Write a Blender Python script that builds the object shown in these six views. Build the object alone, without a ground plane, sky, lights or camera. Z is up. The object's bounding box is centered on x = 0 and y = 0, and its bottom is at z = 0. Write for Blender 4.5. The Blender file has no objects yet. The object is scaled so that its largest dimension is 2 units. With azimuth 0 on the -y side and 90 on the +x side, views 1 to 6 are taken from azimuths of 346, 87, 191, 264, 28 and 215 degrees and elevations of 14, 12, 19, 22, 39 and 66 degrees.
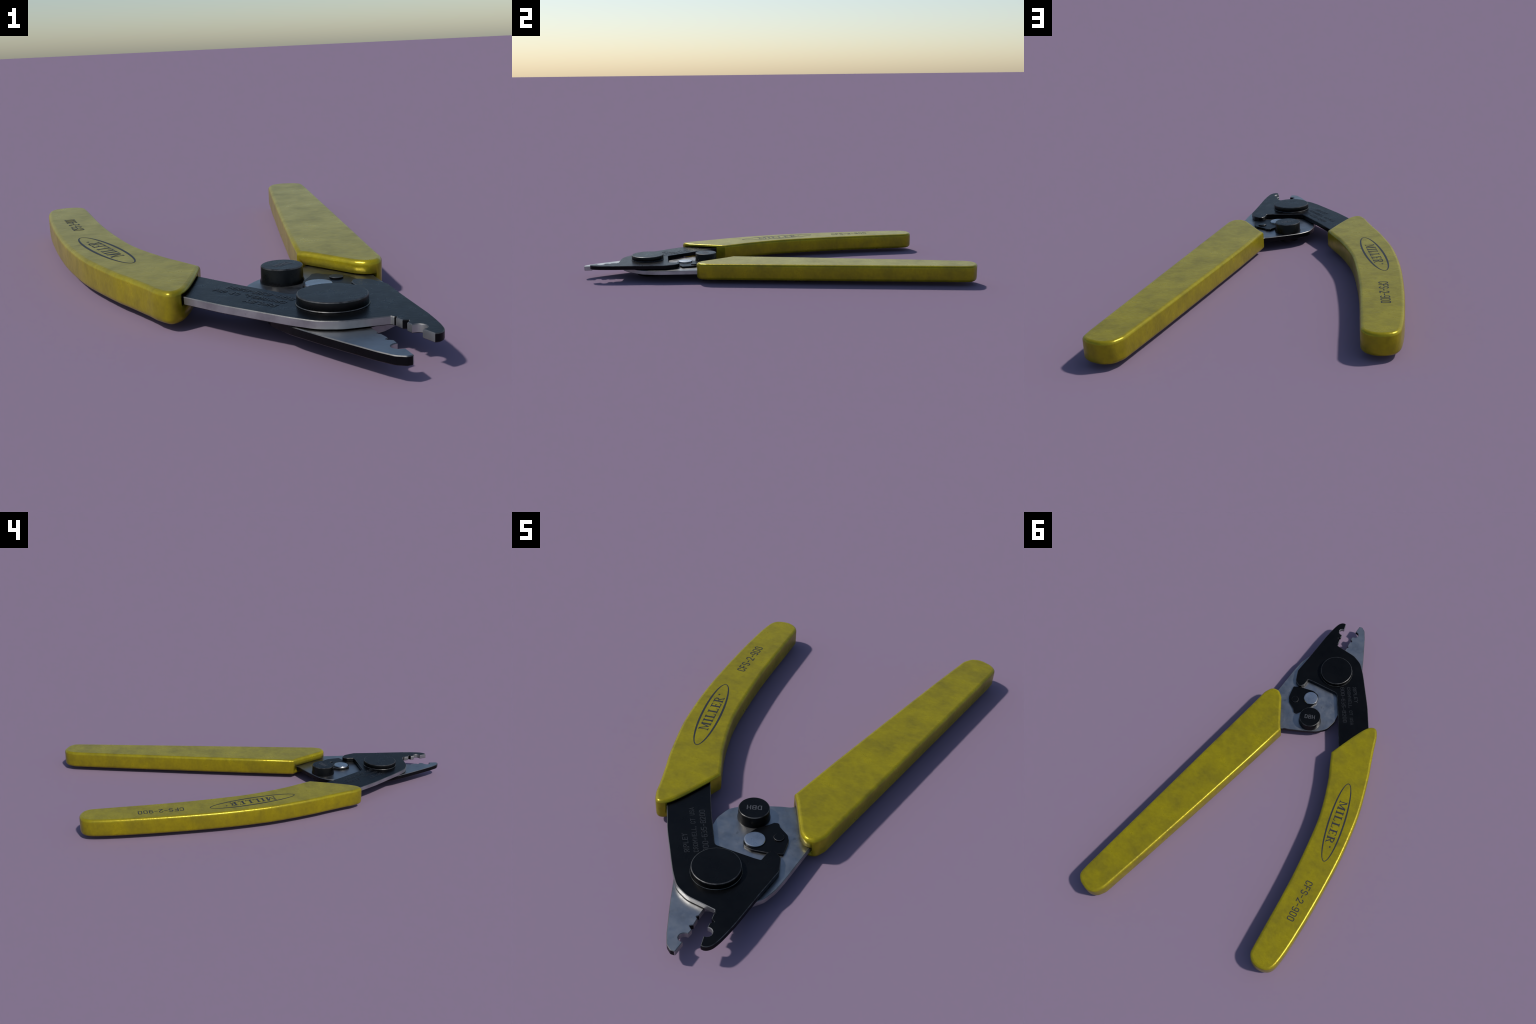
"""Wire / fibre stripper lying open: two flat jaw levers on a pivot bolt, two yellow sleeve grips."""
import bpy, bmesh, math, random
from mathutils import Vector

random.seed(7)
scene = bpy.context.scene

# ------------------------------------------------------------------ levels (metres)
STEEL_Z0, STEEL_Z1 = 0.0385, 0.0600      # lower lever (bare steel top)
BLACK_Z0, BLACK_Z1 = 0.0622, 0.0828      # upper lever (blackened)
GRIP_Z0, GRIP_Z1 = 0.0165, 0.1004        # both sleeves
PIVOT = (0.0955, -0.6720)
BUTTON = (0.0615, -0.3640)
LATCH_PIN = (0.1260, -0.4720)
LATCH_RIVET = (0.1920, -0.4210)

# ------------------------------------------------------------------ 2D helpers
def V2(p):
    return Vector((p[0], p[1]))

def fillet(pts, seg=7):
    """closed polygon of (x, y, corner radius) -> polyline with rounded corners"""
    out = []
    n = len(pts)
    for i, p in enumerate(pts):
        r = p[2] if len(p) > 2 else 0.0
        b, a, c = V2(p), V2(pts[i - 1]), V2(pts[(i + 1) % n])
        if r <= 0:
            out.append(b)
            continue
        u, w = (a - b), (c - b)
        lu, lw = u.length, w.length
        u.normalize(); w.normalize()
        ang = math.acos(max(-1, min(1, u.dot(w))))
        if ang > math.pi - 0.02:
            out.append(b)
            continue
        t = min(r / math.tan(ang / 2), 0.49 * lu, 0.49 * lw)
        r2 = t * math.tan(ang / 2)
        bis = (u + w).normalized()
        cen = b + bis * (r2 / math.sin(ang / 2))
        p0, p1 = b + u * t, b + w * t
        a0 = math.atan2(p0.y - cen.y, p0.x - cen.x)
        a1 = math.atan2(p1.y - cen.y, p1.x - cen.x)
        d = (a1 - a0 + math.pi) % (2 * math.pi) - math.pi
        k = max(2, int(seg * abs(d) / 1.2) + 1)
        for j in range(k + 1):
            t_ = a0 + d * j / k
            out.append(Vector((cen.x + r2 * math.cos(t_), cen.y + r2 * math.sin(t_))))
    return out

def spline(ctrl, per=6):
    """open centripetal-ish Catmull-Rom through control points"""
    P = [V2(p) for p in ctrl]
    P = [P[0] * 2 - P[1]] + P + [P[-1] * 2 - P[-2]]
    out = []
    for i in range(1, len(P) - 2):
        p0, p1, p2, p3 = P[i - 1:i + 3]
        for k in range(per):
            t = k / per
            out.append(0.5 * ((2 * p1) + (p2 - p0) * t + (2 * p0 - 5 * p1 + 4 * p2 - p3) * t * t
                              + (3 * p1 - p0 - 3 * p2 + p3) * t ** 3))
    out.append(P[-2])
    return out

def clean(poly, eps=4e-4):
    out = []
    for p in poly:
        if not out or (p - out[-1]).length > eps:
            out.append(p)
    if (out[0] - out[-1]).length < eps:
        out.pop()
    area = sum(out[i - 1].x * out[i].y - out[i].x * out[i - 1].y for i in range(len(out)))
    return out if area > 0 else out[::-1]

def inset(poly, d):
    """mitred inward offset of a counter-clockwise polygon"""
    n = len(poly)
    out = []
    for i in range(n):
        a, b, c = poly[i - 1], poly[i], poly[(i + 1) % n]
        e0, e1 = (b - a).normalized(), (c - b).normalized()
        n0, n1 = Vector((-e0.y, e0.x)), Vector((-e1.y, e1.x))
        m = n0 + n1
        if m.length < 1e-6:
            m = n0
        m.normalize()
        out.append(b + m * min(d / max(0.35, m.dot(n0)), 2.2 * d))
    return out

# ------------------------------------------------------------------ mesh helpers
def finish(name, bm, mats, parent, smooth_angle=32, part_of=None):
    bmesh.ops.recalc_face_normals(bm, faces=bm.faces[:])
    me = bpy.data.meshes.new(name)
    bm.to_mesh(me)
    bm.free()
    for m in mats:
        me.materials.append(m)
    me.polygons.foreach_set("use_smooth", [True] * len(me.polygons))
    me.set_sharp_from_angle(angle=math.radians(smooth_angle))
    for p in me.polygons:                    # large flat caps keep their own normal
        if len(p.vertices) > 8:
            p.use_smooth = False
    ob = bpy.data.objects.new(name, me)
    scene.collection.objects.link(ob)
    if parent:
        ob.parent = parent
    return ob

def ring_stack(bm, rings, mat_of=None, caps=(0, 0)):
    """rings = list of (polyline, z) bottom to top, same count; closed solid"""
    vs = [[bm.verts.new((p.x, p.y, z)) for p in poly] for poly, z in rings]
    n = len(vs[0])
    for k in range(len(vs) - 1):
        for i in range(n):
            j = (i + 1) % n
            f = bm.faces.new((vs[k][i], vs[k][j], vs[k + 1][j], vs[k + 1][i]))
            f.smooth = True
            f.material_index = mat_of(k, rings[k][0][i], rings[k][0][j]) if mat_of else 0
    f = bm.faces.new(vs[0][::-1]); f.material_index = caps[0]; f.smooth = False
    f = bm.faces.new(vs[-1]); f.material_index = caps[1]; f.smooth = False

def slab(bm, poly, z0, z1, bevel, mat_of=None, caps=(0, 0)):
    ring_stack(bm, [(inset(poly, bevel), z0), (poly, z0 + bevel), (poly, z1 - bevel), (inset(poly, bevel), z1)],
               mat_of, caps)

def lathe(bm, centre, profile, seg=64, mats=None):
    """profile = [(radius, z)...] bottom to top, capped"""
    vs = []
    for r, z in profile:
        vs.append([bm.verts.new((centre[0] + r * math.cos(2 * math.pi * i / seg),
                                 centre[1] + r * math.sin(2 * math.pi * i / seg), z)) for i in range(seg)])
    for k in range(len(vs) - 1):
        for i in range(seg):
            j = (i + 1) % seg
            f = bm.faces.new((vs[k][i], vs[k][j], vs[k + 1][j], vs[k + 1][i]))
            f.smooth = True
            f.material_index = mats[k] if mats else 0
    bm.faces.new(vs[0][::-1])
    bm.faces.new(vs[-1])

# ------------------------------------------------------------------ materials
def new_mat(name):
    m = bpy.data.materials.new(name)
    m.use_nodes = True
    nt = m.node_tree
    return m, nt, nt.nodes["Principled BSDF"]

def noise(nt, scale, detail=4, rough=0.55, stretch=(1, 1, 1), rot=0.0):
    tc = nt.nodes.new("ShaderNodeTexCoord")
    mp = nt.nodes.new("ShaderNodeMapping")
    mp.inputs["Scale"].default_value = stretch
    mp.inputs["Rotation"].default_value = (0, 0, rot)
    nz = nt.nodes.new("ShaderNodeTexNoise")
    nz.inputs["Scale"].default_value = scale
    nz.inputs["Detail"].default_value = detail
    nz.inputs["Roughness"].default_value = rough
    nt.links.new(tc.outputs["Object"], mp.inputs["Vector"])
    nt.links.new(mp.outputs["Vector"], nz.inputs["Vector"])
    return nz.outputs["Fac"]

def ramp(nt, fac, stops):
    r = nt.nodes.new("ShaderNodeValToRGB")
    els = r.color_ramp.elements
    while len(els) < len(stops):
        els.new(0.5)
    for e, (p, c) in zip(els, stops):
        e.position = p
        e.color = (*c, 1) if len(c) == 3 else c
    nt.links.new(fac, r.inputs["Fac"])
    return r.outputs["Color"]

def mix(nt, fac, a, b, kind="MIX"):
    m = nt.nodes.new("ShaderNodeMix")
    m.data_type = "RGBA"
    m.blend_type = kind
    for s, v in ((m.inputs[0], fac), (m.inputs[6], a), (m.inputs[7], b)):
        if hasattr(v, "is_linked"):
            nt.links.new(v, s)
        else:
            s.default_value = v if isinstance(v, (int, float)) else (*v, 1)
    return m.outputs[2]

def bump(nt, bsdf, fac, strength, dist):
    b = nt.nodes.new("ShaderNodeBump")
    b.inputs["Strength"].default_value = strength
    b.inputs["Distance"].default_value = dist
    nt.links.new(fac, b.inputs["Height"])
    nt.links.new(b.outputs["Normal"], bsdf.inputs["Normal"])

def grey(v):
    return (v, v, v)

def yellow_vinyl(rot):
    m, nt, b = new_mat("yellow_vinyl")
    big = noise(nt, 9.0, 7, 0.66, (1.0, 1.2, 1.0), rot)
    fine = noise(nt, 55.0, 5, 0.62, (0.8, 1.4, 1.0), rot + 0.7)
    col = ramp(nt, big, [(0.34, (0.262, 0.212, 0.0140)), (0.50, (0.334, 0.268, 0.0110)), (0.68, (0.398, 0.318, 0.0085))])
    grain = ramp(nt, fine, [(0.30, grey(0.86)), (0.62, grey(1.05))])
    col = mix(nt, 0.8, col, grain, "MULTIPLY")
    spots = ramp(nt, noise(nt, 26.0, 4, 0.55), [(0.62, grey(0.0)), (0.78, grey(0.40))])
    col = mix(nt, spots, col, (0.19, 0.155, 0.020))
    nt.links.new(col, b.inputs["Base Color"])
    r = ramp(nt, big, [(0.3, grey(0.35)), (0.7, grey(0.26))])
    nt.links.new(r, b.inputs["Roughness"])
    b.inputs["Metallic"].default_value = 0.42
    b.inputs["Specular IOR Level"].default_value = 0.25
    bump(nt, b, noise(nt, 75.0, 4, 0.6), 0.16, 0.005)
    return m

def blackened():
    m, nt, b = new_mat("blackened_steel")
    big = noise(nt, 9.0, 5, 0.6)
    col = ramp(nt, big, [(0.35, (0.0012, 0.0014, 0.0018)), (0.70, (0.0030, 0.0033, 0.0038))])
    nt.links.new(col, b.inputs["Base Color"])
    r = ramp(nt, noise(nt, 26.0, 5, 0.6), [(0.3, grey(0.25)), (0.7, grey(0.34))])
    nt.links.new(r, b.inputs["Roughness"])
    b.inputs["Specular IOR Level"].default_value = 0.15
    bump(nt, b, noise(nt, 130.0, 4, 0.65), 0.12, 0.003)
    return m

def worn_edge():
    m, nt, b = new_mat("worn_black_edge")
    f = noise(nt, 38.0, 5, 0.6)
    col = ramp(nt, f, [(0.36, (0.012, 0.012, 0.013)), (0.64, (0.085, 0.085, 0.085))])
    nt.links.new(col, b.inputs["Base Color"])
    b.inputs["Metallic"].default_value = 0.6
    b.inputs["Roughness"].default_value = 0.42
    return m

def bare_steel(name, base, rough, relief=0.10):
    m, nt, b = new_mat(name)
    big = noise(nt, 11.0, 6, 0.62)
    col = ramp(nt, big, [(0.32, grey(base * 0.74)), (0.52, grey(base)), (0.72, grey(base * 1.14))])
    dirt = ramp(nt, noise(nt, 42.0, 4, 0.6), [(0.66, grey(0.0)), (0.80, grey(0.6 if relief > 0.05 else 0.15))])
    col = mix(nt, dirt, col, grey(base * 0.5))
    nt.links.new(col, b.inputs["Base Color"])
    b.inputs["Metallic"].default_value = 1.0
    r = ramp(nt, noise(nt, 30.0, 5, 0.6), [(0.3, grey(rough - 0.05)), (0.7, grey(rough + 0.08))])
    nt.links.new(r, b.inputs["Roughness"])
    bump(nt, b, noise(nt, 90.0, 4, 0.6), relief, 0.003)
    return m

def flat(name, col, rough, metallic=0.0):
    m, nt, b = new_mat(name)
    f = noise(nt, 60.0, 4, 0.6)
    c = ramp(nt, f, [(0.3, tuple(v * 0.8 for v in col)), (0.7, tuple(v * 1.15 for v in col))])
    nt.links.new(c, b.inputs["Base Color"])
    b.inputs["Roughness"].default_value = rough
    b.inputs["Metallic"].default_value = metallic
    return m

M_YELLOW_L = yellow_vinyl(-1.25)
M_YELLOW_R = yellow_vinyl(-1.75)
M_BLACK = blackened()
M_WORN = worn_edge()
M_STEEL = bare_steel("bare_steel", 0.34, 0.34)
M_CUT = bare_steel("sheared_steel_edge", 0.42, 0.44)
M_ARRIS = bare_steel("glint_darkened_arris", 0.16, 0.46)  # steel colour darkened to tone down the sun glint along the bevels
M_PIN = bare_steel("polished_steel", 0.50, 0.27, 0.02)
M_INK = flat("dark_ink", (0.016, 0.017, 0.020), 0.5)
M_EMBOSS = flat("rubbed_lettering", (0.017, 0.018, 0.020), 0.36)
M_EMBOSS.node_tree.nodes["Principled BSDF"].inputs["Specular IOR Level"].default_value = 0.25
M_GREYINK = flat("grey_ink", (0.050, 0.051, 0.056), 0.5)

# ------------------------------------------------------------------ the thing
root = bpy.data.objects.new("stripping_pliers", None)
scene.collection.objects.link(root)
root["label"] = "open wire stripping pliers with black steel jaws and yellow grips"
root["category"] = "hand tool"

# ---- jaw notches: small, medium, large, cut into a straight jaw edge
def notch(a, deep, b, kind):
    """points of one notch between jaw-edge points a and b, bottom at deep"""
    if kind == "vee":
        return [(a[0], a[1]), (deep[0], deep[1], 0.0025), (b[0], b[1])]
    a_, b_, d_ = V2(a), V2(b), V2(deep)
    mid = (a_ + b_) / 2
    out = []
    for k in range(9):                       # semi-elliptic bite
        t = math.pi * k / 8
        p = mid + (a_ - b_) / 2 * math.cos(t) * (1.0 + 0.12 * math.sin(t)) + (d_ - mid) * math.sin(t)
        out.append((p.x, p.y))
    return out

# ---- upper, blackened lever
black_ctrl = (
    [(0.1790, -0.8155, 0.004)]
    + notch((0.1835, -0.8240), (0.1905, -0.8265), (0.1855, -0.8310), "vee")
    + notch((0.1905, -0.8520), (0.2055, -0.8580), (0.1945, -0.8695), "vee")
    + notch((0.1970, -0.8860), (0.2230, -0.9005), (0.2055, -0.9230), "bite")
    + [(p.x, p.y) for p in spline([(0.2160, -0.9560), (0.2265, -0.9555), (0.2375, -0.9485), (0.2462, -0.9340), (0.2525, -0.9080), (0.2570, -0.8750)], 4)]
    + [(0.2610, -0.8300, 0.1), (0.2660, -0.6800, 0.1), (0.2720, -0.5700, 0.03), (0.2480, -0.5140, 0.028),
       (0.2130, -0.4940, 0.016), (0.1990, -0.5180, 0.012), (0.1980, -0.5560, 0.006), (0.1700, -0.5600, 0.03),
       (0.0260, -0.5710, 0.020), (-0.0680, -0.4400, 0.3), (-0.1480, -0.3180), (-0.2000, -0.2300),
       (-0.3000, -0.3700), (-0.2195, -0.4890), (-0.1475, -0.5930, 0.4), (-0.0270, -0.7425, 0.3),
       (0.0195, -0.7905, 0.08), (0.0720, -0.8110, 0.08), (0.1300, -0.8130, 0.1)])
black_poly = inset(clean(fillet(black_ctrl)), -0.0006)

def black_sides(k, a, b):
    """sheared bare metal along the outer shank edge and on the notched jaw edge, black elsewhere"""
    m = (a + b) / 2
    t = (b - a)
    nx, ny = t.y, -t.x                       # outward normal of a ccw outline
    shank = m.x < 0.18 and (nx * -0.78 + ny * -0.62) > 0.25 * t.length and m.y < -0.45 and m.x + m.y < -0.55
    jaw = m.y < -0.81 and m.x < 0.2290 and m.y > -0.9545
    along = abs(t.normalized().dot(Vector((0.253, -0.967))))
    if jaw and m.y > -0.875 and m.y < -0.822 and along < 0.90:
        return 0                             # dark walls of the small notches
    bare = shank or jaw
    if k == 1:
        return 2 if bare else 0
    if k == 2:
        return 3 if bare else 1
    return 0

bm = bmesh.new()
slab(bm, black_poly, BLACK_Z0, BLACK_Z1, 0.0020, black_sides)
lever_top = finish("jaw_lever", bm, [M_BLACK, M_WORN, M_CUT, M_ARRIS], root)

# ---- lower, bare steel lever
steel_ctrl = (
    [(0.1350, -0.8050, 0.004)]
    + [(0.1365, -0.8440)] + [(0.1300, -0.8520, 0.0025), (0.1390, -0.8580)]
    + [(0.1425, -0.8845), (0.1315, -0.8935, 0.003), (0.1480, -0.9045)]
    + notch((0.1475, -0.9215), (0.1255, -0.9430), (0.1500, -0.9585), "bite")
    + [(0.1500, -0.9985, 0.003), (0.1360, -1.0010, 0.008), (0.1150, -0.9885, 0.025), (0.0912, -0.9530, 0.06),
       (0.0522, -0.8830, 0.1), (0.0245, -0.8320, 0.1), (-0.0250, -0.7350, 0.1), (-0.0500, -0.6600, 0.1),
       (-0.0460, -0.5600, 0.1), (-0.0420, -0.4770, 0.1), (-0.0490, -0.4300, 0.06), (-0.0375, -0.3710, 0.06), (0.0010, -0.3300, 0.08),
       (0.0585, -0.2970, 0.2), (0.1270, -0.2620, 0.1), (0.1500, -0.2540, 0.02), (0.1680, -0.2350), (0.2100, -0.1900),
       (0.3050, -0.3300), (0.3000, -0.4200), (0.2965, -0.5700, 0.2), (0.2925, -0.6300, 0.08), (0.2790, -0.6820, 0.06),
       (0.2560, -0.7140, 0.06), (0.2150, -0.7600, 0.06), (0.1750, -0.7900, 0.05)])
steel_poly = inset(clean(fillet(steel_ctrl)), -0.0006)

def steel_sides(k, a, b):
    """blackened around the outer jaw and rear lobe, bare on the grip side and in the notches"""
    m = (a + b) / 2
    t = b - a
    left = (t.y < 0 and m.x < 0.125 and m.y < -0.30) or (m.y < -0.955 and m.x < 0.1480) or (m.y > -0.47 and m.x < 0.2)
    if k == 0:
        return 1
    if k == 1 and m.x > 0.125 and -0.907 < m.y < -0.842 and abs(t.normalized().y) < 0.93:
        return 1
    if k == 2:
        return 3
    return 1 if left else 2

bm = bmesh.new()
slab(bm, steel_poly, STEEL_Z0, STEEL_Z1, 0.0020, steel_sides, caps=(1, 0))
lever_low = finish("jaw_lever", bm, [M_STEEL, M_BLACK, M_CUT, M_ARRIS], root)

# ---- sleeve grips
left_ctrl = [(-0.1390, -0.2610), (-0.1760, -0.3740), (-0.2050, -0.4500), (-0.2300, -0.4890), (-0.2590, -0.4960), (-0.2850, -0.4580),
             (-0.3030, -0.4080), (-0.3400, -0.3150), (-0.3710, -0.2400), (-0.4255, -0.0765), (-0.4547, 0.0497),
             (-0.4797, 0.2000), (-0.4982, 0.3800), (-0.5090, 0.5400), (-0.5140, 0.6800), (-0.5120, 0.7700),
             (-0.5030, 0.8130), (-0.4800, 0.8360), (-0.4400, 0.8450), (-0.4040, 0.8340), (-0.3820, 0.8080), (-0.3760, 0.7700),
             (-0.3660, 0.6700), (-0.3520, 0.5200), (-0.3340, 0.3700), (-0.3100, 0.2210), (-0.2840, 0.0900),
             (-0.2530, -0.0120), (-0.2080, -0.1250), (-0.1750, -0.1900), (-0.1390, -0.2610)]
left_poly = clean(spline(left_ctrl, 5))

right_ctrl = [(0.1480, -0.2190), (0.1730, -0.2500, 0.2), (0.2560, -0.3830, 0.04), (0.2840, -0.4060, 0.03), (0.3220, -0.4020, 0.04), (0.3410, -0.3600, 0.05),
              (0.3560, -0.2450, 0.4), (0.4065, 0.1180, 1.0), (0.4890, 0.7200, 1.0), (0.5140, 0.9050, 0.1), (0.5185, 0.9580, 0.04),
              (0.4900, 0.9840, 0.05), (0.4380, 1.0020, 0.06), (0.4000, 0.9870, 0.04), (0.3770, 0.9500, 0.06), (0.3250, 0.7030, 1.0), (0.2490, 0.3210, 1.0), (0.1910, 0.0200, 1.0)]
right_poly = clean(fillet(right_ctrl))

def roomy(poly, reach=0.017):
    """drop outline points crowding a sharp corner so that the rim can be inset cleanly"""
    n = len(poly)
    sharp = []
    for i in range(n):
        e0, e1 = (poly[i] - poly[i - 1]).normalized(), (poly[(i + 1) % n] - poly[i]).normalized()
        if e0.dot(e1) < math.cos(math.radians(25)):
            sharp.append(i)
    return [p for i, p in enumerate(poly) if i in sharp or all((p - poly[k]).length > reach for k in sharp)]

def sleeve(name, poly, mat, slot_poly, sz0, sz1):
    poly = inset(roomy(poly), -0.0010)
    bm = bmesh.new()
    r = 0.0125
    rb = 0.0165
    rings = []
    for k in range(6):
        a = math.pi / 2 * k / 5
        rings.append((inset(poly, rb * (1 - math.sin(a))), GRIP_Z0 + rb * (1 - math.cos(a))))
    for k in range(6):
        a = math.pi / 2 * k / 5
        rings.append((inset(poly, r * (1 - math.cos(a))), GRIP_Z1 - r * (1 - math.sin(a))))
    ring_stack(bm, rings)
    ob = finish(name, bm, [mat], root, 40)
    cb = bmesh.new()
    ring_stack(cb, [(slot_poly, sz0), (slot_poly, sz1)])
    cut = finish("slot_cutter", cb, [mat], None)
    md = ob.modifiers.new("slot", "BOOLEAN")
    md.operation = "DIFFERENCE"
    md.solver = "EXACT"
    md.object = cut
    dg = bpy.context.evaluated_depsgraph_get()
    me = bpy.data.meshes.new_from_object(ob.evaluated_get(dg))
    ob.modifiers.clear()
    ob.data = me
    me.name = name
    bpy.data.objects.remove(cut)
    return ob

slot_l = clean([V2(p) for p in [(-0.1400, -0.3300), (-0.1750, -0.2700), (-0.2300, -0.3600), (-0.2260, -0.4880), (-0.2100, -0.5100), (-0.1600, -0.4200)]])
slot_r = clean([V2(p) for p in [(0.1540, -0.2480), (0.1720, -0.2260), (0.2400, -0.2900), (0.3090, -0.3700), (0.3100, -0.4250), (0.2800, -0.4400), (0.2000, -0.3400)]])
grip_l = sleeve("grip", left_poly, M_YELLOW_L, slot_l, BLACK_Z0 - 0.003, BLACK_Z1 + 0.006)
grip_r = sleeve("grip", right_poly, M_YELLOW_R, slot_r, STEEL_Z0 - 0.003, STEEL_Z1 + 0.005)

# ---- pivot bolt (head above, nut below)
bm = bmesh.new()
R = 0.0832
lathe(bm, PIVOT, [(0.050, 0.0000), (0.056, 0.0030), (0.058, 0.0300), (0.058, STEEL_Z0 + 0.001)], mats=[0, 0, 0])
lathe(bm, PIVOT, [(R, BLACK_Z1 + 0.0022), (R + 0.0005, BLACK_Z1 + 0.004), (R, 0.1040), (R - 0.0010, 0.1058), (R - 0.0032, 0.1068)], mats=[0, 0, 1, 1])
pivot = finish("pivot_bolt", bm, [M_BLACK, M_WORN], root)
bm = bmesh.new()
lathe(bm, PIVOT, [(R + 0.0022, BLACK_Z1 - 0.001), (R + 0.0030, BLACK_Z1 + 0.0012), (R + 0.0018, BLACK_Z1 + 0.0030)], mats=[0, 1])
finish("washer", bm, [M_BLACK, M_WORN], pivot)

# ---- stop button (round stud on the lower lever)
bm = bmesh.new()
lathe(bm, BUTTON, [(0.0580, STEEL_Z1 - 0.001), (0.0585, STEEL_Z1 + 0.004), (0.0560, STEEL_Z1 + 0.010), (0.0555, 0.1015), (0.0545, 0.1037), (0.0525, 0.1048)],
      mats=[0, 0, 0, 1, 1])
lathe(bm, BUTTON, [(0.0440, 0.0210), (0.0460, 0.0225), (0.0460, STEEL_Z0 + 0.001)], mats=[1, 0])
button = finish("stop_button", bm, [M_BLACK, M_WORN], root)

# ---- latch plate with pin and rivet
latch_ctrl = [(0.0940, -0.4960, 0.030), (0.1060, -0.5120, 0.020), (0.1400, -0.5180, 0.04), (0.2030, -0.5010, 0.03), (0.2420, -0.4830, 0.006), (0.2360, -0.4500, 0.02),
              (0.2280, -0.4160, 0.02), (0.2120, -0.3940, 0.02), (0.1700, -0.3710, 0.02), (0.1580, -0.3560, 0.008), (0.1420, -0.3610, 0.008),
              (0.1290, -0.3830, 0.02), (0.1010, -0.4200, 0.03), (0.0880, -0.4600, 0.03)]
bm = bmesh.new()
slab(bm, clean(fillet(latch_ctrl)), STEEL_Z1 - 0.001, 0.0695, 0.0013, lambda k, a, b: 1 if k == 2 else 0)
latch = finish("latch", bm, [M_BLACK, M_WORN], root)
bm = bmesh.new()
lathe(bm, LATCH_PIN, [(0.0365, 0.0690), (0.0365, 0.0735), (0.0352, 0.0752), (0.0330, 0.0757)])
finish("pin", bm, [M_PIN], latch)
bm = bmesh.new()
lathe(bm, LATCH_RIVET, [(0.0185, 0.0690), (0.0185, 0.0728), (0.0172, 0.0740)], seg=40, mats=[0, 1])
finish("rivet", bm, [M_BLACK, M_WORN], latch)

# ------------------------------------------------------------------ lettering made of pen strokes
def arc(cx, cy, rx, ry, a0, a1, n=6):
    return [(cx + rx * math.cos(math.radians(a0 + (a1 - a0) * k / n)), cy + ry * math.sin(math.radians(a0 + (a1 - a0) * k / n))) for k in range(n + 1)]

def box(w, y0, y1, c=0.16):
    """rounded rectangle stroke, closed"""
    return (arc(w - c, y1 - c, c, c, 0, 90, 3) + arc(c, y1 - c, c, c, 90, 180, 3)
            + arc(c, y0 + c, c, c, 180, 270, 3) + arc(w - c, y0 + c, c, c, 270, 360, 3)), True

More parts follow.
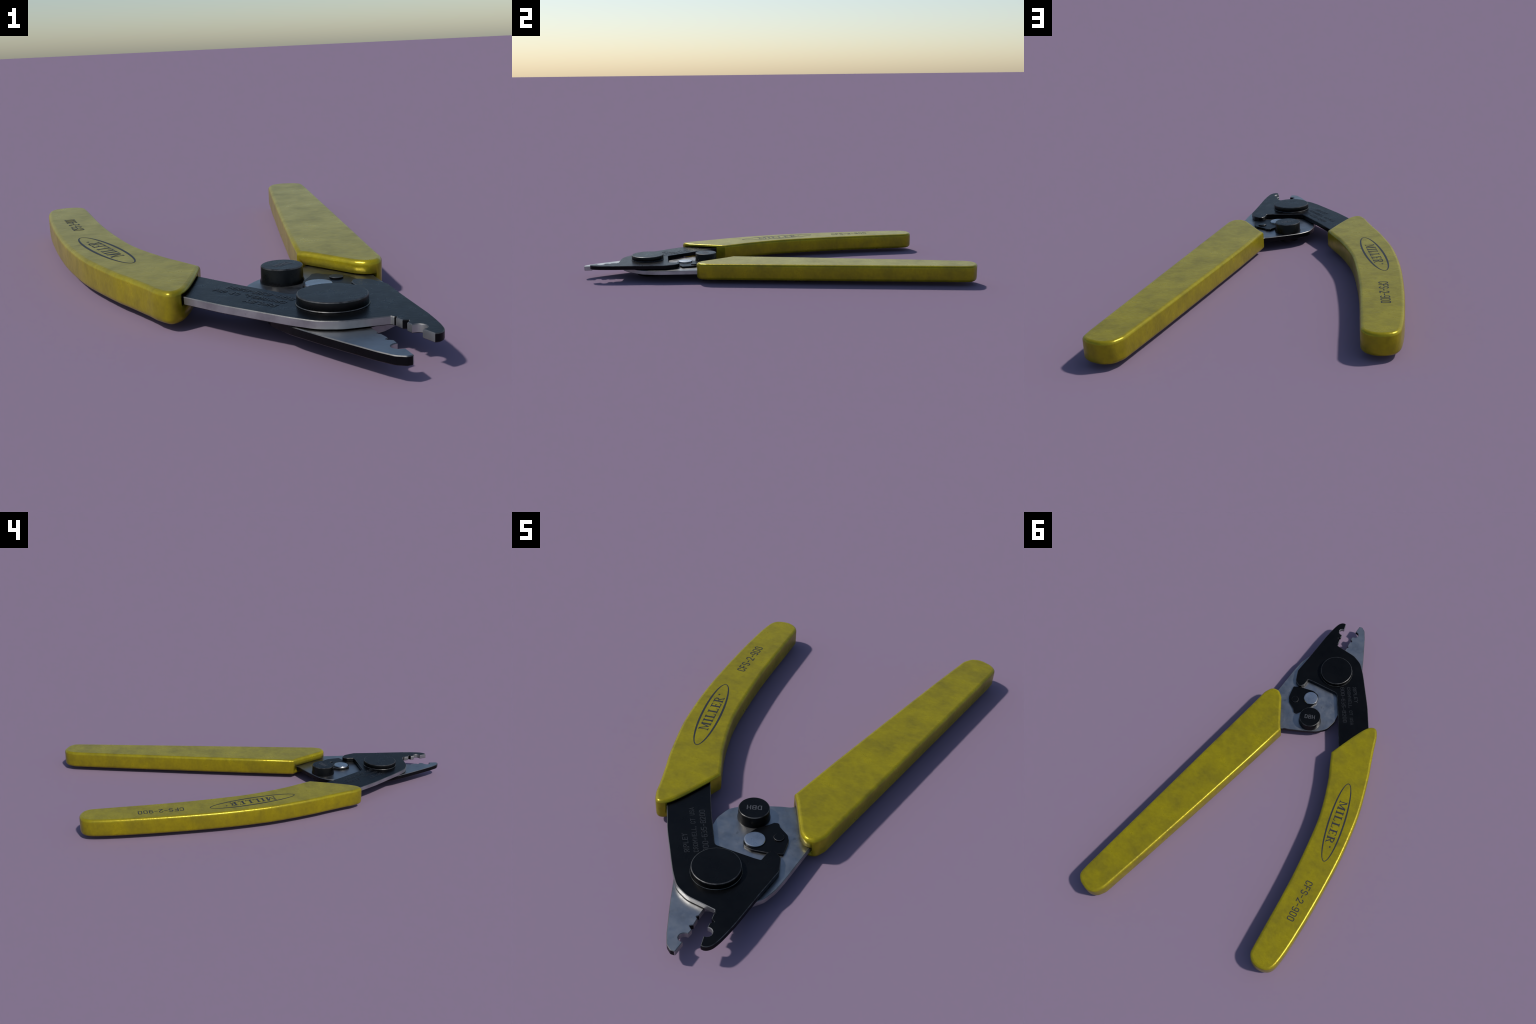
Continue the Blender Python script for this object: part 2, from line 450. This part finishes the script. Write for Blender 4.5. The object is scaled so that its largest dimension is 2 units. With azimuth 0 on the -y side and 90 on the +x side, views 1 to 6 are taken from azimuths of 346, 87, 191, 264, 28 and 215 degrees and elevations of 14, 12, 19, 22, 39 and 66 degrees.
W = 0.46                                     # squarish technical letter, height 1
def stroke_glyph(ch):
    o = lambda p: (p, False)
    if ch == "0": return W, [box(W, 0, 1)]
    if ch == "O": return W, [box(W, 0, 1)]
    if ch == "8" or ch == "B": return W, [box(W, 0, 0.52, 0.13), box(W, 0.52, 1, 0.13)] + ([o([(0.0, 0.0), (0.0, 1.0)])] if ch == "B" else [])
    if ch == "9": return W, [box(W, 0.42, 1, 0.15), o([(W, 0.7), (W, 0.16)] + arc(W - .16, .16, .16, .16, 0, -90, 3) + [(0.12, 0.0), (0.03, 0.1)])]
    if ch == "6": return W, [box(W, 0, 0.58, 0.15), o([(0, 0.3), (0, 0.84)] + arc(.16, .84, .16, .16, 180, 90, 3) + [(W - 0.05, 1.0)])]
    if ch == "2": return W, [o([(0, 0.8)] + arc(.2, .8, .2, .2, 180, 90, 3) + arc(W - .2, .8, .2, .2, 90, 0, 3) + [(W, 0.62), (0, 0.0), (W, 0.0)])]
    if ch == "3": return W, [o([(0, 1), (W - .12, 1)] + arc(W - .13, .87, .13, .13, 90, 0, 2) + [(W, .64), (W - .12, .52), (.14, .52)]), o([(W - .12, .52), (W, .4), (W, .14), (W - .13, 0), (0, 0)])]
    if ch == "5": return W, [o([(W, 1), (0, 1), (0, .55), (W - .14, .55), (W, .42), (W, .14), (W - .14, 0), (0, 0)])]
    if ch == "S": return W, [o([(W, .86), (W - .13, 1), (.13, 1), (0, .87), (0, .64), (.11, .53), (W - .11, .47), (W, .36), (W, .13), (W - .13, 0), (.13, 0), (0, .14)])]
    if ch == "C": return W, [o([(W, .74), (W, .86), (W - .14, 1), (.14, 1), (0, .86), (0, .14), (.14, 0), (W - .14, 0), (W, .14), (W, .26)])]
    if ch == "F": return W, [o([(W, 1), (0, 1), (0, 0)]), o([(0, .52), (W - .08, .52)])]
    if ch == "E": return W, [o([(W, 1), (0, 1), (0, 0), (W, 0)]), o([(0, .52), (W - .08, .52)])]
    if ch == "D": return W, [([(0, 0), (0, 1), (W - .16, 1), (W, .84), (W, .16), (W - .16, 0)], True)]
    if ch == "H": return W, [o([(0, 0), (0, 1)]), o([(W, 0), (W, 1)]), o([(0, .5), (W, .5)])]
    if ch == "-": return W * .7, [o([(0, .46), (W * .7, .46)])]
    if ch == "R": return W, [o([(0, 0), (0, 1), (W - .13, 1), (W, .87), (W, .6), (W - .13, .47), (0, .47)]), o([(W * .5, .47), (W, 0)])]
    if ch == "P": return W, [o([(0, 0), (0, 1), (W - .13, 1), (W, .87), (W, .57), (W - .13, .44), (0, .44)])]
    if ch == "I": return 0.0, [o([(0, 0), (0, 1)])]
    if ch == "L": return W * .9, [o([(0, 1), (0, 0), (W * .9, 0)])]
    if ch == "Y": return W, [o([(0, 1), (W / 2, .5), (W, 1)]), o([(W / 2, .5), (W / 2, 0)])]
    if ch == "M": return W * 1.25, [o([(0, 0), (0, 1), (W * .62, .35), (W * 1.25, 1), (W * 1.25, 0)])]
    if ch == "W": return W * 1.35, [o([(0, 1), (W * .3, 0), (W * .67, .8), (W * 1.05, 0), (W * 1.35, 1)])]
    if ch == "T": return W, [o([(0, 1), (W, 1)]), o([(W / 2, 1), (W / 2, 0)])]
    if ch == "U": return W, [o([(0, 1), (0, .14), (.14, 0), (W - .14, 0), (W, .14), (W, 1)])]
    if ch == "A": return W, [o([(0, 0), (W / 2, 1), (W, 0)]), o([(W * .18, .33), (W * .82, .33)])]
    if ch == ",": return 0.0, [o([(0.03, 0.1), (-0.03, -0.14)])]
    return W * 0.8, []

def stroke_solid(bm, pts, closed, width, z0, z1, place):
    P = [V2(p) for p in pts]
    Q = []
    for p in P:
        if not Q or (p - Q[-1]).length > 1e-4:
            Q.append(p)
    if closed and (Q[0] - Q[-1]).length < 1e-4:
        Q.pop()
    n = len(Q)
    L, Rr = [], []
    for i, b in enumerate(Q):
        a = Q[i - 1] if (closed or i > 0) else None
        c = Q[(i + 1) % n] if (closed or i < n - 1) else None
        e0 = (b - a).normalized() if a else (c - b).normalized()
        e1 = (c - b).normalized() if c else e0
        q = b
        if a is None: q = b - e1 * width / 2
        if c is None: q = b + e0 * width / 2
        n0, n1 = Vector((-e0.y, e0.x)), Vector((-e1.y, e1.x))
        m = (n0 + n1)
        m = m.normalized() if m.length > 1e-3 else n0
        k = min(width / 2 / max(0.3, m.dot(n0)), width * 1.3)
        L.append(q + m * k); Rr.append(q - m * k)
    rows = []
    for l, r in zip(L, Rr):
        (lx, ly), (rx, ry) = place(l), place(r)
        rows.append([bm.verts.new(c) for c in ((lx, ly, z0), (lx, ly, z1), (rx, ry, z1), (rx, ry, z0))])
    for i in range(n if closed else n - 1):
        A, B = rows[i], rows[(i + 1) % n]
        for k in range(3):
            bm.faces.new((A[k], A[k + 1], B[k + 1], B[k]))
    if not closed:
        bm.faces.new(rows[0]); bm.faces.new(rows[-1][::-1])

def text_solid(name, text, start, end, up, height, z, lift, weight, gap, mat, parent):
    """stroke text whose baseline runs start -> end on the plane z"""
    widths = [stroke_glyph(c)[0] for c in text]
    total = sum(widths) + gap * (len(text) - 1)
    s, e = V2(start), V2(end)
    sx = (e - s).length / (total + weight)
    d = (e - s).normalized()
    u = V2(up).normalized()
    bm = bmesh.new()
    x = weight / 2
    n = 0
    for ch, w in zip(text, widths):
        for pts, closed in stroke_glyph(ch)[1]:
            place = lambda p, x=x: tuple(s + d * ((x + p.x) * sx) + u * ((weight / 2 + p.y * (1 - weight)) * height))
            n += 1
            stroke_solid(bm, pts, closed, weight, z - 0.0006, z + lift + 0.00005 * (n % 4), place)
        x += w + gap
    return finish(name, bm, [mat], parent, 30)

def polygon_solid(bm, poly, z0, z1):
    bot = [bm.verts.new((p[0], p[1], z0)) for p in poly]
    top = [bm.verts.new((p[0], p[1], z1)) for p in poly]
    bm.faces.new(top); bm.faces.new(bot[::-1])
    for i in range(len(poly)):
        j = (i + 1) % len(poly)
        bm.faces.new((bot[i], bot[j], top[j], top[i]))

# ---- oval badge printed on the left grip
ZT = GRIP_Z1
A, B = Vector((-0.3045, -0.1605)), Vector((-0.4210, 0.2520))
OC = (A + B) / 2
OD = (B - A).normalized()
ON = Vector((-OD.y, OD.x))                   # letter "up", to the outside of the handle
OC = OC + ON * 0.002
half = (B - A).length / 2
bm = bmesh.new()
N = 72
rows = []
for i in range(N):
    t = 2 * math.pi * i / N
    o = OC + OD * (half * math.cos(t)) + ON * (0.0415 * math.sin(t))
    q = OC + OD * ((half - 0.0040) * math.cos(t)) + ON * (0.0338 * math.sin(t))
    rows.append([bm.verts.new(c) for c in ((o.x, o.y, ZT - .0006), (o.x, o.y, ZT + .0004), (q.x, q.y, ZT + .0004), (q.x, q.y, ZT - .0006))])
for i in range(N):
    a, b = rows[i], rows[(i + 1) % N]
    for k in range(3):
        bm.faces.new((a[k], a[k + 1], b[k + 1], b[k]))
finish("oval_badge", bm, [M_INK], grip_l)

# serif capitals built from stems, hairlines and slab serifs (unit height)
def rect(x0, y0, x1, y1):
    return [(x0, y0), (x1, y0), (x1, y1), (x0, y1)]

S, H, T = 0.15, 0.075, 0.09                 # stem, hairline, serif thickness
def serif_glyph(ch):
    if ch == "I":
        return 0.42, [rect(0.0, 0, 0.42, T), rect(0.0, 1 - T, 0.42, 1), rect(0.11, T, 0.31, 1 - T)]
    if ch == "L":
        return 0.70, [rect(0.0, 0, 0.68, T), rect(0.0, 1 - T, 0.40, 1), rect(0.10, T, 0.29, 1 - T), [(0.60, T), (0.68, T), (0.70, 0.30), (0.66, 0.30)]]
    if ch == "E":
        return 0.72, [rect(0.0, 0, 0.68, T), rect(0.0, 1 - T, 0.66, 1), rect(0.10, T, 0.29, 1 - T), [(0.60, T), (0.68, T), (0.72, 0.28), (0.68, 0.28)],
                      [(0.62, 0.74), (0.66, 0.74), (0.66, 1 - T), (0.58, 1 - T)], rect(0.275, 0.49, 0.48, 0.56), rect(0.48, 0.40, 0.53, 0.65)]
    if ch == "R":
        bowl = [(0.275, 1 - T), (0.50, 1 - T), (0.63, 0.93), (0.70, 0.84), (0.70, 0.66), (0.63, 0.56), (0.50, 0.50), (0.275, 0.50),
                (0.275, 0.57), (0.44, 0.57), (0.52, 0.62), (0.55, 0.69), (0.55, 0.80), (0.52, 0.87), (0.44, 0.915), (0.275, 0.915)]
        return 0.84, [rect(0.0, 0, 0.40, T), rect(0.0, 1 - T, 0.50, 1), rect(0.10, T, 0.29, 1 - T), bowl,
                      [(0.36, 0.50), (0.50, 0.50), (0.74, T), (0.60, T)], rect(0.56, 0, 0.84, T)]
    if ch == "M":
        return 1.12, [rect(0.0, 0, 0.30, T), rect(0.0, 1 - T, 0.26, 1), rect(0.09, T, 0.185, 1 - T),
                      [(0.185, 1 - T), (0.26, 1), (0.56, 0.30), (0.56, 0.02), (0.185, 0.86)],
                      [(0.56, 0.02), (0.56, 0.30), (0.84, 1), (0.86, 1 - T), (0.86, 0.80)],
                      rect(0.84, T, 1.03, 1 - T), rect(0.84, 1 - T, 1.12, 1), rect(0.75, 0, 1.12, T)]
    return 0.3, []

bm = bmesh.new()
word = "MILLER"
gap = 0.16
tot = sum(serif_glyph(c)[0] for c in word) + gap * (len(word) - 1)
s0 = OC + OD * -0.1145 + ON * -0.0165
s1 = OC + OD * 0.1155 + ON * -0.0225
wd = (s1 - s0).normalized()
wu = Vector((-wd.y, wd.x))
sx = (s1 - s0).length / tot
cap = 0.0395
x = 0.0
for ch in word:
    w, polys = serif_glyph(ch)
    for k, poly in enumerate(polys):
        pts = [s0 + wd * ((x + p[0]) * sx) + wu * (p[1] * cap) for p in poly]
        polygon_solid(bm, pts, ZT - 0.0006, ZT + 0.0003 + 0.00004 * (k % 5))
    x += w + gap
dot = OC + OD * 0.1345 + ON * 0.0065
polygon_solid(bm, [dot + Vector((math.cos(t), math.sin(t))) * 0.0042 for t in [2 * math.pi * i / 14 for i in range(14)]], ZT - .0006, ZT + .0004)
finish("printed_lettering", bm, [M_INK], grip_l)

text_solid("printed_lettering", "CFS-2-900", (-0.4050, 0.3740), (-0.4295, 0.5845), (-1.0, -0.12), 0.0365, ZT, 0.0004, 0.13, 0.30, M_INK, grip_l)
text_solid("printed_lettering", "DBH", (0.0815, -0.3420), (0.0335, -0.3645), (0.43, -0.90), 0.0225, 0.1048, 0.0003, 0.15, 0.30, M_GREYINK, button)

# ---- raised maker's lettering on the black shank
for txt, a, b, h in (("RIPLEY", (-0.0240, -0.6440), (-0.0820, -0.5725), 0.0190),
                     ("CROMWELL, CT USA", (0.0015, -0.6285), (-0.1330, -0.4500), 0.0175),
                     ("800-635-8200", (0.0300, -0.6090), (-0.0935, -0.4410), 0.0205)):
    text_solid("embossed_lettering", txt, a, b, (-0.82, -0.57), h, BLACK_Z1, 0.0006, 0.15, 0.28, M_EMBOSS, lever_top)

bpy.context.view_layer.update()
